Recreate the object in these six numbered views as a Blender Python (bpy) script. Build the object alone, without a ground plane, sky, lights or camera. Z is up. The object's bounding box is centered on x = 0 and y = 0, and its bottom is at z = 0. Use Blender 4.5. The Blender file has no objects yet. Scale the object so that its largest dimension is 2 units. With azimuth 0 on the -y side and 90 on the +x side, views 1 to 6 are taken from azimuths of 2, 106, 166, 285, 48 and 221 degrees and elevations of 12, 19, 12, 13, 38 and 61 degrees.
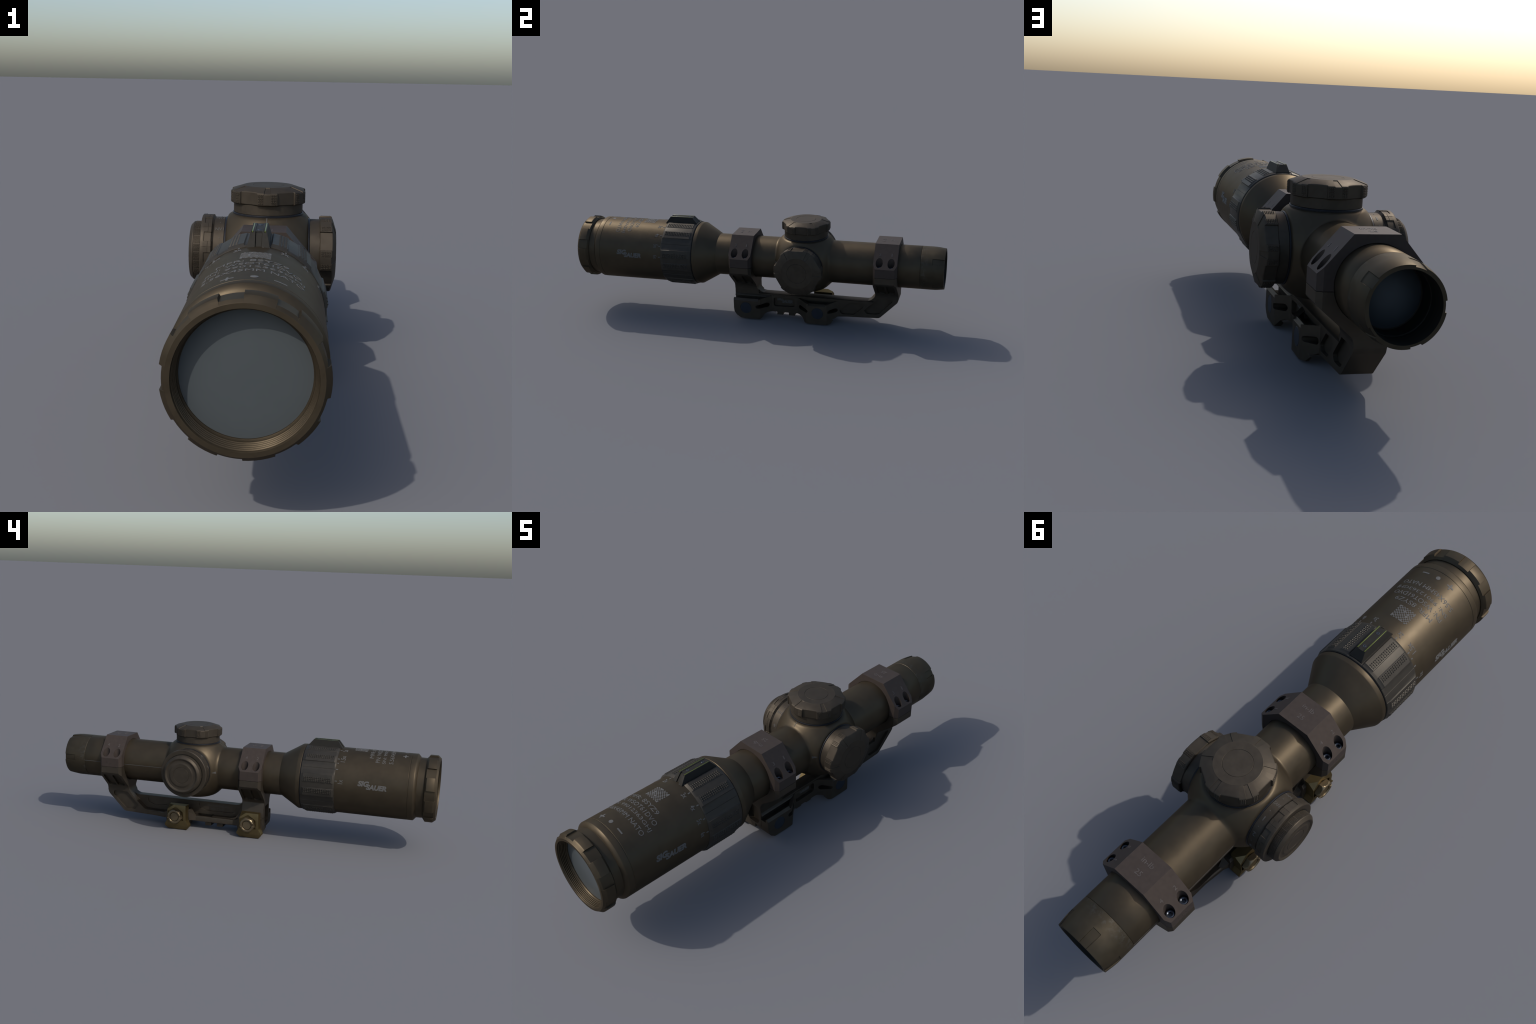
"""Rifle scope in a cantilever rail mount, built part by part.
The optical axis runs along y at x = X0, z = Z0; the eyepiece looks toward -y."""
import bpy, bmesh, math, random
import numpy as np
from mathutils import Vector, Matrix

random.seed(7)
X0, Z0 = 0.0137, 0.3353          # optical axis
YT = 0.2712                      # turret station
D2R = math.pi / 180.0

# ---------------------------------------------------------------- materials
def principled(name, base, rough=0.5, metal=0.0, spec=0.5, var=0.25, scale=30.0,
               rough_var=0.08, bump=0.04, bump_scale=350.0, bevel=0.0008, dust=0.0,
               dust_col=(0.16, 0.15, 0.13), brush=None, coat=0.0, tint=0.7, edge=0.45, scuff=None):
    m = bpy.data.materials.new(name); m.use_nodes = True
    nt = m.node_tree; N = nt.nodes; L = nt.links
    b = N['Principled BSDF']
    tc = N.new('ShaderNodeTexCoord')
    src = tc.outputs['Object']
    n1 = N.new('ShaderNodeTexNoise'); n1.inputs['Scale'].default_value = scale
    n1.inputs['Detail'].default_value = 6; n1.inputs['Roughness'].default_value = 0.62
    L.new(src, n1.inputs['Vector'])
    r1 = N.new('ShaderNodeValToRGB')
    r1.color_ramp.elements[0].position = 0.3; r1.color_ramp.elements[1].position = 0.72
    lo = [c * (1 - var) for c in base]; hi = [c * (1 + var) for c in base]
    r1.color_ramp.elements[0].color = (*lo, 1); r1.color_ramp.elements[1].color = (*hi, 1)
    L.new(n1.outputs['Fac'], r1.inputs['Fac'])
    col = r1.outputs['Color']
    if dust > 0:
        n3 = N.new('ShaderNodeTexNoise'); n3.inputs['Scale'].default_value = 140
        n3.inputs['Detail'].default_value = 8; n3.inputs['Roughness'].default_value = 0.75
        L.new(src, n3.inputs['Vector'])
        r3 = N.new('ShaderNodeValToRGB')
        r3.color_ramp.elements[0].position = 0.66; r3.color_ramp.elements[1].position = 0.80
        r3.color_ramp.elements[0].color = (0, 0, 0, 1); r3.color_ramp.elements[1].color = (dust, dust, dust, 1)
        L.new(n3.outputs['Fac'], r3.inputs['Fac'])
        mx = N.new('ShaderNodeMix'); mx.data_type = 'RGBA'
        L.new(r3.outputs['Color'], mx.inputs['Factor'])
        L.new(col, mx.inputs['A']); mx.inputs['B'].default_value = (*dust_col, 1)
        col = mx.outputs['Result']
    if scuff:                                        # pale rubbed band between two stations along y
        sx = N.new('ShaderNodeSeparateXYZ'); L.new(src, sx.inputs['Vector'])
        fade = N.new('ShaderNodeMapRange'); fade.inputs['From Min'].default_value = scuff[1]; fade.inputs['From Max'].default_value = scuff[0]
        L.new(sx.outputs['Y'], fade.inputs['Value'])
        n4 = N.new('ShaderNodeTexNoise'); n4.inputs['Scale'].default_value = 55; n4.inputs['Detail'].default_value = 9; n4.inputs['Roughness'].default_value = 0.72
        L.new(src, n4.inputs['Vector'])
        r4 = N.new('ShaderNodeValToRGB'); r4.color_ramp.elements[0].position = 0.50; r4.color_ramp.elements[1].position = 0.70
        L.new(n4.outputs['Fac'], r4.inputs['Fac'])
        mu = N.new('ShaderNodeMath'); mu.operation = 'MULTIPLY'
        L.new(r4.outputs['Color'], mu.inputs[0]); L.new(fade.outputs['Result'], mu.inputs[1])
        m2 = N.new('ShaderNodeMath'); m2.operation = 'MULTIPLY'; m2.inputs[1].default_value = 0.75
        L.new(mu.outputs[0], m2.inputs[0])
        mx = N.new('ShaderNodeMix'); mx.data_type = 'RGBA'
        L.new(m2.outputs[0], mx.inputs['Factor']); L.new(col, mx.inputs['A']); mx.inputs['B'].default_value = (0.105, 0.105, 0.098, 1)
        col = mx.outputs['Result']
    L.new(col, b.inputs['Base Color'])
    n2 = N.new('ShaderNodeTexNoise'); n2.inputs['Scale'].default_value = bump_scale
    n2.inputs['Detail'].default_value = 3
    if brush:
        mp = N.new('ShaderNodeMapping'); mp.inputs['Scale'].default_value = brush
        L.new(src, mp.inputs['Vector']); L.new(mp.outputs['Vector'], n2.inputs['Vector'])
    else:
        L.new(src, n2.inputs['Vector'])
    mr = N.new('ShaderNodeMapRange')
    mr.inputs['To Min'].default_value = rough - rough_var; mr.inputs['To Max'].default_value = rough + rough_var
    L.new(n1.outputs['Fac'], mr.inputs['Value']); L.new(mr.outputs['Result'], b.inputs['Roughness'])
    b.inputs['Metallic'].default_value = metal
    b.inputs['Specular IOR Level'].default_value = spec
    b.inputs['Coat Weight'].default_value = coat
    mxb = max(base); b.inputs['Specular Tint'].default_value = (*[edge * (tint * c / mxb + (1 - tint)) for c in base], 1)
    bp = N.new('ShaderNodeBump'); bp.inputs['Strength'].default_value = bump
    bp.inputs['Distance'].default_value = 0.002
    L.new(n2.outputs['Fac'], bp.inputs['Height'])
    if bevel:
        bv = N.new('ShaderNodeBevel'); bv.samples = 4; bv.inputs['Radius'].default_value = bevel
        L.new(bv.outputs['Normal'], bp.inputs['Normal'])
    L.new(bp.outputs['Normal'], b.inputs['Normal'])
    return m

M = {}
M['body'] = principled('bronze_anodised_metal', (0.0630, 0.0497, 0.0330), 0.44, 0.62, 0.35, var=0.10, scale=18, dust=0.0)
M['bell'] = principled('bronze_metal_worn_band', (0.053, 0.0435, 0.0295), 0.46, 0.58, 0.35, var=0.15, scale=24, scuff=(0.885, 0.925))
M['cap'] = principled('brown_turret_metal', (0.056, 0.0465, 0.0355), 0.50, 0.50, 0.30, var=0.14, scale=40, dust=0.10, edge=0.36)
M['ring'] = principled('grey_rubberised_ring', (0.045, 0.0405, 0.0340), 0.46, 0.42, 0.35, var=0.12, scale=40, dust=0.06)
M['lever'] = principled('black_brown_lever', (0.026, 0.0245, 0.0215), 0.58, 0.1, 0.2, var=0.12, scale=40, edge=0.35)
M['mount'] = principled('olive_grey_mount_metal', (0.060, 0.0500, 0.0385), 0.43, 0.55, 0.4, var=0.12, scale=25)
M['ringcap'] = principled('purple_brown_ring_metal', (0.054, 0.0430, 0.0370), 0.55, 0.25, 0.25, var=0.10, edge=0.35, scale=60, dust=0.08)
M['brass'] = principled('gold_olive_clamp_metal', (0.130, 0.098, 0.047), 0.36, 0.75, 0.5, var=0.12, scale=40)
M['nut'] = principled('bronze_nut_metal', (0.160, 0.126, 0.078), 0.33, 0.75, 0.5, var=0.10, scale=40)
M['steel'] = principled('blued_steel', (0.075, 0.085, 0.10), 0.30, 0.8, 0.5, var=0.1, scale=60)
M['seal'] = principled('black_rubber_seal', (0.011, 0.0115, 0.0135), 0.45, 0.0, 0.4, var=0.1, scale=60)
M['bolt'] = principled('dark_blue_steel_bolt', (0.022, 0.026, 0.033), 0.45, 0.2, 0.5, var=0.12, scale=60)
M['black'] = principled('matt_black_interior', (0.012, 0.011, 0.009), 0.55, 0.0, 0.3, var=0.1, scale=60)
M['print'] = principled('grey_laser_print', (0.102, 0.099, 0.093), 0.6, 0.0, 0.3, var=0.14, scale=90, bevel=0)
M['print_dim'] = principled('faint_laser_print', (0.078, 0.075, 0.070), 0.6, 0.0, 0.3, var=0.16, scale=90, bevel=0)
M['print_faint'] = principled('dark_engraving', (0.062, 0.058, 0.052), 0.6, 0.0, 0.3, var=0.16, scale=90, bevel=0)
M['print_ring'] = principled('worn_ring_engraving', (0.082, 0.072, 0.067), 0.6, 0.0, 0.3, var=0.3, scale=90, bevel=0)
M['eyeglass'] = principled('coated_eyepiece_glass', (0.064, 0.073, 0.077), 0.30, 0.0, 0.35, var=0.03, scale=8, bump=0.0, bevel=0)
M['frontglass'] = principled('dark_blue_objective_glass', (0.046, 0.054, 0.061), 0.60, 0.0, 0.4, var=0.05, scale=8, bump=0.0, bevel=0, tint=0.3, edge=0.7)
M['fibre'] = principled('green_fibre', (0.085, 0.105, 0.026), 0.32, 0.0, 0.5, var=0.05, scale=60, bump=0.0, bevel=0)

# ---------------------------------------------------------------- helpers
root = bpy.data.objects.new('rifle_scope', None)
bpy.context.scene.collection.objects.link(root)
root['label'] = 'dark bronze rifle scope in a cantilever rail mount'
root['category'] = 'rifle scope'

def link(o, parent):
    bpy.context.scene.collection.objects.link(o)
    o.parent = parent if parent is not None else root
    return o

def finish(me, smooth=32.0):
    bm = bmesh.new(); bm.from_mesh(me)
    bmesh.ops.remove_doubles(bm, verts=bm.verts, dist=2e-6)
    bmesh.ops.recalc_face_normals(bm, faces=bm.faces)
    bm.to_mesh(me); bm.free()
    if smooth:
        for p in me.polygons: p.use_smooth = True
        me.set_sharp_from_angle(angle=smooth * D2R)
    me.update()

def make(name, verts, faces, mat, parent=None, smooth=32.0, recalc=True):
    me = bpy.data.meshes.new(name)
    me.from_pydata([tuple(map(float, v)) for v in verts], [], [tuple(map(int, f)) for f in faces])
    me.materials.append(mat)
    if recalc: finish(me, smooth)
    elif smooth:
        for p in me.polygons: p.use_smooth = True
        me.set_sharp_from_angle(angle=smooth * D2R)
    return link(bpy.data.objects.new(name, me), parent)

# axis frames: (origin, axis, dir of angle 0, dir of angle 90)
AX_Y = (Vector((X0, 0, Z0)), Vector((0, 1, 0)), Vector((0, 0, 1)), Vector((1, 0, 0)))       # angle: up -> +x
AX_Z = (Vector((X0, YT, Z0)), Vector((0, 0, 1)), Vector((0, 1, 0)), Vector((1, 0, 0)))      # angle: +y -> +x
AX_XP = (Vector((X0, YT, Z0)), Vector((1, 0, 0)), Vector((0, 0, 1)), Vector((0, 1, 0)))     # angle: up -> +y
AX_XM = (Vector((X0, YT, Z0)), Vector((-1, 0, 0)), Vector((0, 0, 1)), Vector((0, 1, 0)))

GROW = 0.0010                                        # outer skin allowance on the barrel parts
def lathe(frame, thetas, rows):
    """rows: list of (t, r); each may be a number or an array over the angles (degrees)."""
    o, a, u, v = frame
    th = np.asarray(thetas, float) * D2R; n = len(th)
    verts, faces = [], []
    U = np.outer(np.cos(th), np.array(u)) + np.outer(np.sin(th), np.array(v))
    for t, r in rows:
        t = np.broadcast_to(np.asarray(t, float), (n,)); r = np.broadcast_to(np.asarray(r, float), (n,))
        if frame is AX_Y: r = r + np.where(r > 0.0995, GROW, 0.0)
        P = np.array(o)[None] + t[:, None] * np.array(a)[None] + r[:, None] * U
        verts.extend(P.tolist())
    for j in range(len(rows) - 1):
        for i in range(n):
            k = (i + 1) % n
            faces.append((j * n + i, j * n + k, (j + 1) * n + k, (j + 1) * n + i))
    return verts, faces

def full(n=128): return np.arange(n) * 360.0 / n

def lathe_obj(name, frame, rows, mat, parent=None, thetas=None, smooth=32.0):
    v, f = lathe(frame, full() if thetas is None else thetas, rows)
    return make(name, v, f, mat, parent, smooth)

def prism(poly, axis, lo, hi):
    """Extrude a 2D polygon along x, y or z. The polygon's coordinates are the two other axes in order."""
    n = len(poly); verts = []
    for c in (lo, hi):
        for p, q in poly:
            verts.append({'x': (c, p, q), 'y': (p, c, q), 'z': (p, q, c)}[axis])
    faces = [tuple(range(n)), tuple(range(2 * n - 1, n - 1, -1))]
    faces += [(i, (i + 1) % n, n + (i + 1) % n, n + i) for i in range(n)]
    return verts, faces

def tmp(verts, faces):
    me = bpy.data.meshes.new('helper'); me.from_pydata([tuple(v) for v in verts], [], faces)
    bm = bmesh.new(); bm.from_mesh(me); bmesh.ops.recalc_face_normals(bm, faces=bm.faces); bm.to_mesh(me); bm.free()
    o = bpy.data.objects.new('helper', me); bpy.context.scene.collection.objects.link(o); return o

def hull(points):
    bm = bmesh.new()
    for p in points: bm.verts.new(p)
    r = bmesh.ops.convex_hull(bm, input=bm.verts)
    junk = [g for g in r['geom_interior'] + r['geom_unused'] if isinstance(g, bmesh.types.BMVert)]
    bmesh.ops.delete(bm, geom=list(set(junk)), context='VERTS')
    bmesh.ops.dissolve_limit(bm, angle_limit=0.01, verts=bm.verts, edges=bm.edges)
    me = bpy.data.meshes.new('helper'); bm.to_mesh(me); bm.free()
    o = bpy.data.objects.new('helper', me); bpy.context.scene.collection.objects.link(o); return o

def boolean(target, ops):
    """Apply [(operation, cutter), ...] and delete the cutters."""
    for op, c in ops:
        md = target.modifiers.new('b', 'BOOLEAN'); md.operation = op; md.object = c; md.solver = 'EXACT'
    dg = bpy.context.evaluated_depsgraph_get()
    me = bpy.data.meshes.new_from_object(target.evaluated_get(dg))
    target.modifiers.clear(); old = target.data; target.data = me
    bpy.data.meshes.remove(old)
    for op, c in ops: bpy.data.objects.remove(c)
    return target

def merge(name, objs, mat, parent=None, smooth=32.0):
    verts, faces = [], []
    for o in objs:
        b = len(verts)
        verts += [tuple(v.co) for v in o.data.vertices]
        faces += [tuple(b + i for i in p.vertices) for p in o.data.polygons]
        bpy.data.objects.remove(o)
    me = bpy.data.meshes.new(name); me.from_pydata(verts, [], faces); me.materials.append(mat)
    for p in me.polygons: p.use_smooth = True
    me.set_sharp_from_angle(angle=smooth * D2R)
    return link(bpy.data.objects.new(name, me), parent)

def rounded(pts, r, n=5):
    """Round the corners of a polygon with radius r."""
    out = []; m = len(pts)
    for i in range(m):
        p0, p1, p2 = (np.array(pts[(i + k - 1) % m], float) for k in range(3))
        a, b = p0 - p1, p2 - p1; la, lb = np.linalg.norm(a), np.linalg.norm(b); a /= la; b /= lb
        ang = math.acos(max(-1, min(1, float(a @ b))))
        if ang > 3.05: out.append(tuple(p1)); continue
        d = min(r / math.tan(ang / 2), la * 0.45, lb * 0.45)
        q0, q1 = p1 + a * d, p1 + b * d
        for k in range(n + 1):
            s = k / n
            out.append(tuple((1 - s) ** 2 * q0 + 2 * s * (1 - s) * p1 + s * s * q1))
    return out

def capsule(p, q, r, r2=None, n=8):
    p, q = np.array(p), np.array(q); d = q - p; a = math.atan2(d[1], d[0]); r2 = r if r2 is None else r2
    out = [tuple(q + r2 * np.array((math.cos(a + t), math.sin(a + t)))) for t in np.linspace(-math.pi / 2, math.pi / 2, n)]
    out += [tuple(p + r * np.array((math.cos(a + t), math.sin(a + t)))) for t in np.linspace(math.pi / 2, 1.5 * math.pi, n)]
    return out

def disc_poly(c, r, n=32): return [(c[0] + r * math.cos(2 * math.pi * i / n), c[1] + r * math.sin(2 * math.pi * i / n)) for i in range(n)]

# ---------------------------------------------------------------- lettering
def glyphs(body, bold=0.0, shear=0.0, depth=0.0005):
    cu = bpy.data.curves.new('helper', 'FONT'); cu.body = body; cu.size = 1.0
    cu.offset = bold; cu.shear = shear; cu.extrude = 0.5; cu.resolution_u = 3
    o = bpy.data.objects.new('helper', cu); bpy.context.scene.collection.objects.link(o)
    dg = bpy.context.evaluated_depsgraph_get(); dg.update()
    me = bpy.data.meshes.new_from_object(o.evaluated_get(dg)); bpy.data.objects.remove(o)
    V = np.array([v.co[:] for v in me.vertices]); F = [tuple(p.vertices) for p in me.polygons]
    bpy.data.meshes.remove(me)
    V[:, :2] -= V[:, :2].min(0); V[:, :2] /= V[:, :2].max(0)      # unit box
    V[:, 2] = np.where(V[:, 2] > 0, 1.0, 0.0)
    return V, F

def shape_poly(poly):
    """A flat closed shape in unit-box units, given thickness like a glyph."""
    n = len(poly); V = [(x, y, 0.0) for x, y in poly] + [(x, y, 1.0) for x, y in poly]
    F = [tuple(range(n - 1, -1, -1)), tuple(range(n, 2 * n))] + [(i, (i + 1) % n, n + (i + 1) % n, n + i) for i in range(n)]
    return np.array(V), F

def fine(V, F, sx, sy, lim):
    """Subdivide long edges so that the lettering can follow a curved surface."""
    bm = bmesh.new(); vs = [bm.verts.new((v[0] * sx, v[1] * sy, v[2] * 0.0005)) for v in V]
    for f in F:
        try: bm.faces.new([vs[i] for i in f])
        except ValueError: pass
    bmesh.ops.triangulate(bm, faces=bm.faces)
    for _ in range(5):
        e = [e for e in bm.edges if e.calc_length() > lim]
        if not e: break
        bmesh.ops.subdivide_edges(bm, edges=e, cuts=1)
        bmesh.ops.triangulate(bm, faces=bm.faces)
    bm.verts.index_update()
    V = np.array([v.co[:] for v in bm.verts]); F = [tuple(v.index for v in f.verts) for f in bm.faces]; bm.free()
    return V, F

class Marks:
    def __init__(self): self.v, self.f = [], []
    def add(self, V, F, fn):
        b = len(self.v)
        for p in V: self.v.append(fn(p))
        self.f += [tuple(b + i for i in f) for f in F]
    def build(self, name, mat, parent):
        o = make(name, self.v, self.f, mat, parent, smooth=0, recalc=False); o['kind'] = 'stuff'; return o

EPS = 0.00065
def on_barrel(x0, y0, mode, r):
    """mode 'round': text runs with growing angle, letter tops toward +y.
       'along+' / 'along-': text runs along +y / -y, letter tops toward the crown."""
    def fn(p):
        u, v, h = p; rr = r - 0.0015 + (0.0015 + EPS) * (1 if h > 1e-4 else 0)
        if mode == 'round': th, y = x0 * D2R + u / r, y0 + v
        elif mode == 'along+': th, y = x0 * D2R - v / r, y0 + u
        else: th, y = x0 * D2R + v / r, y0 - u
        return (X0 + rr * math.sin(th), y, Z0 + rr * math.cos(th))
    return fn

def on_plane(o, u, v, n):
    o, u, v, n = map(Vector, (o, u, v, n))
    def fn(p): return tuple(o + u * p[0] + v * p[1] + n * (EPS if p[2] > 1e-4 else -0.001))
    return fn

# ================================================================ optical tube
def smin(a, b, k):
    h = np.clip(0.5 + 0.5 * (b - a) / k, 0, 1); return b * (1 - h) + a * h - k * h * (1 - h)
def smax(a, b, k): return -smin(-a, -b, k)

def tube_radius(y, th):
    """Main tube with the turret saddle: a sphere trimmed flat under each turret and below."""
    r_t = 0.1105
    dy = y - YT
    sph = np.sqrt(np.maximum(0.180 ** 2 - dy ** 2, 0.0004))
    s, c = np.sin(th), np.cos(th)
    side = 0.1340 / np.maximum(np.abs(s), 1e-3)
    top = 0.1318 / np.maximum(c, 1e-3)
    bot = 0.1558 / np.maximum(-c, 1e-3)
    h = smin(smin(smin(sph, np.minimum(side, 9), 0.008), np.minimum(top, 9), 0.008), np.minimum(bot, 9), 0.02)
    return smax(h, np.full_like(h, r_t), 0.010)

nth = 224
th = full(nth)
ys = np.concatenate([[-0.2085], np.linspace(-0.19, 0.09, 6), np.linspace(0.10, 0.445, 130), np.linspace(0.46, 0.8805, 6)])
rows = [(y, tube_radius(np.full(nth, y), th * D2R)) for y in ys] + [(0.8818, 0.1092), (0.8825, 0.100)]
tube = lathe_obj('main_tube', AX_Y, rows, M['body'], thetas=th, smooth=50)

# objective bell: tapered end with five shallow notches, open bore
TN = []
for k in range(5):
    c = -17.3 - 72 * k
    TN += [(c - 8.6, 0), (c - 8.3, 1)] + [(c + d, 1) for d in (-5, -2, 2, 5)] + [(c + 8.3, 1), (c + 8.6, 0)]
    TN += [(c + 8.6 + s * (72 - 17.2), 0) for s in np.linspace(0.08, 0.92, 12)]
TN = sorted([((a + 720) % 360, s) for a, s in TN])
tn = np.array([a for a, s in TN]); sn = np.array([s for a, s in TN], float)
def notch(r, floor): return np.where(sn > 0.5, np.minimum(r, floor), r)
rows = [(0.882, 0.100), (0.882, 0.1092), (0.8833, 0.1105), (0.9395, 0.1105), (0.9405, notch(0.1105, 0.1086)), (0.952, notch(0.1105, 0.1074)),
        (0.968, notch(0.1091, 0.1055)), (0.9985, notch(0.1048, 0.1004)), (1.0, notch(0.1043, 0.0998)), (1.0, 0.0946), (0.998, 0.0938),
        (0.930, 0.0938), (0.928, 0.0915), (0.876, 0.0910), (0.875, 0.0880), (0.870, 0.0880)]
bell = lathe_obj('objective_bell', AX_Y, rows[:10], M['bell'], thetas=tn)
lathe_obj('objective_bore', AX_Y, [(0.9995, 0.0946)] + rows[10:], M['black'], bell, thetas=full(96))
lathe_obj('objective_lens', AX_Y, [(0.870, 0.0895)] + [(0.874 + 0.030 * (1 - (r / 0.0890) ** 2), r) for r in (0.0890, 0.082, 0.074, 0.065, 0.055, 0.042, 0.03, 0.015, 0.0)], M['frontglass'], bell, thetas=full(96))

# flared cone behind the tube
cone = lathe_obj('flared_cone', AX_Y, [(-0.2080, 0.1090), (-0.2085, 0.1103), (-0.2115, 0.1120), (-0.302, 0.1660), (-0.3065, 0.1672), (-0.3225, 0.1672), (-0.3245, 0.1655), (-0.3245, 0.150)], M['body'])
lathe_obj('cone_seal', AX_Y, [(-0.3240, 0.150), (-0.3240, 0.1645), (-0.331, 0.1645), (-0.331, 0.150)], M['seal'], cone)

# eyepiece barrel
eye = lathe_obj('eyepiece_barrel', AX_Y, [(-0.34, 0.150), (-0.34, 0.1668), (-0.8595, 0.1670), (-0.8605, 0.1658), (-0.8625, 0.1658), (-0.8635, 0.1670),
      (-0.8865, 0.1670), (-0.8890, 0.1662), (-0.9005, 0.1535), (-0.902, 0.1500), (-0.945, 0.1490), (-0.945, 0.13)], M['body'], thetas=full(160))

# fast-focus ring: nine raised and nine cut-back segments
TF = []
for k in range(9):
    c = -90.2 + 40 * k
    TF += [(c - 8.8, 0), (c - 8.65, 1), (c - 4, 1), (c, 1), (c + 4, 1), (c + 8.65, 1), (c + 8.8, 0)]
    TF += [(c + 8.9 + s * 22.2, 0) for s in (0.2, 0.4, 0.6, 0.8)]
TF = sorted([((a + 720) % 360, s) for a, s in TF])
tf = np.array([a for a, s in TF]); sf = np.array([s for a, s in TF], float)
def seg(r, f): return np.where(sf > 0.5, np.minimum(r, f), r)
low = 0.1612
rows = [(-0.936, 0.146), (-0.936, 0.1525), (-0.9375, 0.1540), (np.where(sf > 0.5, -0.9425, -0.9470), seg(0.1668, low)), (np.where(sf > 0.5, -0.9435, -0.9485), seg(0.1678, low)),
        (-0.9845, seg(0.1678, low)), (-0.9855, seg(0.1672, low)), (-0.9915, seg(0.1622, low)), (-0.9975, 0.1568), (-1.0, 0.1548), (-1.0, 0.1440)]
frg = lathe_obj('focus_ring', AX_Y, rows, M['body'], thetas=tf)
inner = [(-1.0, 0.1441), (-0.9985, 0.1432)]
y = -0.994
for k in range(5):                                   # inner thread steps
    r = 0.1425 - 0.0012 * k
    inner += [(y, r), (y + 0.0022, r - 0.0022), (y + 0.0036, r - 0.0022)]; y += 0.0056
inner += [(-0.965, 0.1345), (-0.962, 0.1322), (-0.956, 0.1318), (-0.956, 0.12)]
lathe_obj('inner_thread', AX_Y, inner, M['body'], frg, thetas=full(160), smooth=25)
lathe_obj('eyepiece_lens', AX_Y, [(-0.9585, 0.1330)] + [(-0.9585 - 0.004 * (1 - (r / 0.133) ** 2), r) for r in (0.12, 0.10, 0.07, 0.04, 0.015, 0.0)], M['eyeglass'], frg, thetas=full(128))

# ---------------------------------------------------------------- magnification ring
LOBES = [30, 90, 150, 210, 270, 330]
TP = []                                             # (angle, kind) kinds: 0 lobe, 1 pocket between knurls, 2 wide flat
for c in LOBES:
    TP += [(c - 18.5, 0), (c - 14, 0), (c - 10, 0), (c - 5.2, 0), (c - 4.6, 1), (c, 1), (c + 4.6, 1), (c + 5.2, 0), (c + 10, 0), (c + 14, 0), (c + 18.5, 0)]
    TP += [(c + 19.4, 2), (c + 24, 2), (c + 27, 2), (c + 29.6, 2), (c + 29.85, 3), (c + 30.15, 3), (c + 30.4, 2), (c + 33, 2), (c + 36, 2), (c + 40.6, 2)]
TP = sorted([(a % 360, s) for a, s in TP]); tp = np.array([a for a, s in TP]); sp = np.array([s for a, s in TP])
dflat = np.abs(((tp - 0 + 30) % 60) - 30)           # angle from the middle of the wide flat
flat_r = 0.1688 + 0.0030 * (dflat / 10.0) ** 2
outer = np.select([sp == 0, sp == 1, sp == 2], [0.1752, 0.1728, np.minimum(flat_r, 0.1715)], 0.1678)
end_r = np.select([sp == 0, sp == 1, sp == 2], [0.1735, 0.1722, 0.1695], 0.1690)
rows = [(-0.3275, 0.160), (-0.3275, 0.1672), (-0.3300, np.minimum(end_r, 0.1705)), (-0.3395, np.minimum(end_r, 0.1725)), (-0.3435, outer), (-0.4900, outer), (-0.4975, np.minimum(outer, 0.1712)), (-0.5015, 0.1682), (-0.5020, 0.160)]
mring = lathe_obj('magnification_ring', AX_Y, rows, M['ring'], thetas=tp, smooth=28)

def pyramids(patches, fn, height, top=0.35):
    """Rows of small pyramids. patch = (u0, u1, nu, v0, v1, nv) in surface units; fn maps (u, v, h) to space."""
    V, F = [], []
    for u0, u1, nu, v0, v1, nv in patches:
        du, dv = (u1 - u0) / nu, (v1 - v0) / nv
        for i in range(nu):
            for j in range(nv):
                cu, cv = u0 + (i + 0.5) * du, v0 + (j + 0.5) * dv; b = len(V)
                for k, (s, h) in enumerate(((0.47, -0.0008), (top * 0.47, height))):
                    for a, c in ((-1, -1), (1, -1), (1, 1), (-1, 1)): V.append(fn(cu + a * s * du, cv + c * s * dv, h))
                F += [(b + 4, b + 5, b + 6, b + 7)] + [(b + q, b + (q + 1) % 4, b + 4 + (q + 1) % 4, b + 4 + q) for q in range(4)]
    return V, F

def knurl(name, patches, fn, height, mat, parent):
    V, F = pyramids(patches, fn, height)
    o = make(name, V, F, mat, parent, smooth=0, recalc=False); o['kind'] = 'stuff'
    bm = bmesh.new(); bm.from_mesh(o.data); bmesh.ops.recalc_face_normals(bm, faces=bm.faces); bm.to_mesh(o.data); bm.free()
    return o

pat = []
for c in LOBES:
    for s in (-1, 1):
        a, b = sorted((c + s * 5.8, c + s * 13.6)); pat.append((a, b, 3, -0.487, -0.3465, 15))
def on_ring(u, v, h): a = u * D2R; r = 0.1750 + GROW + h; return (X0 + r * math.sin(a), v, Z0 + r * math.cos(a))
knurl('ring_knurling', pat, on_ring, 0.0024, M['ring'], mring)

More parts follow.
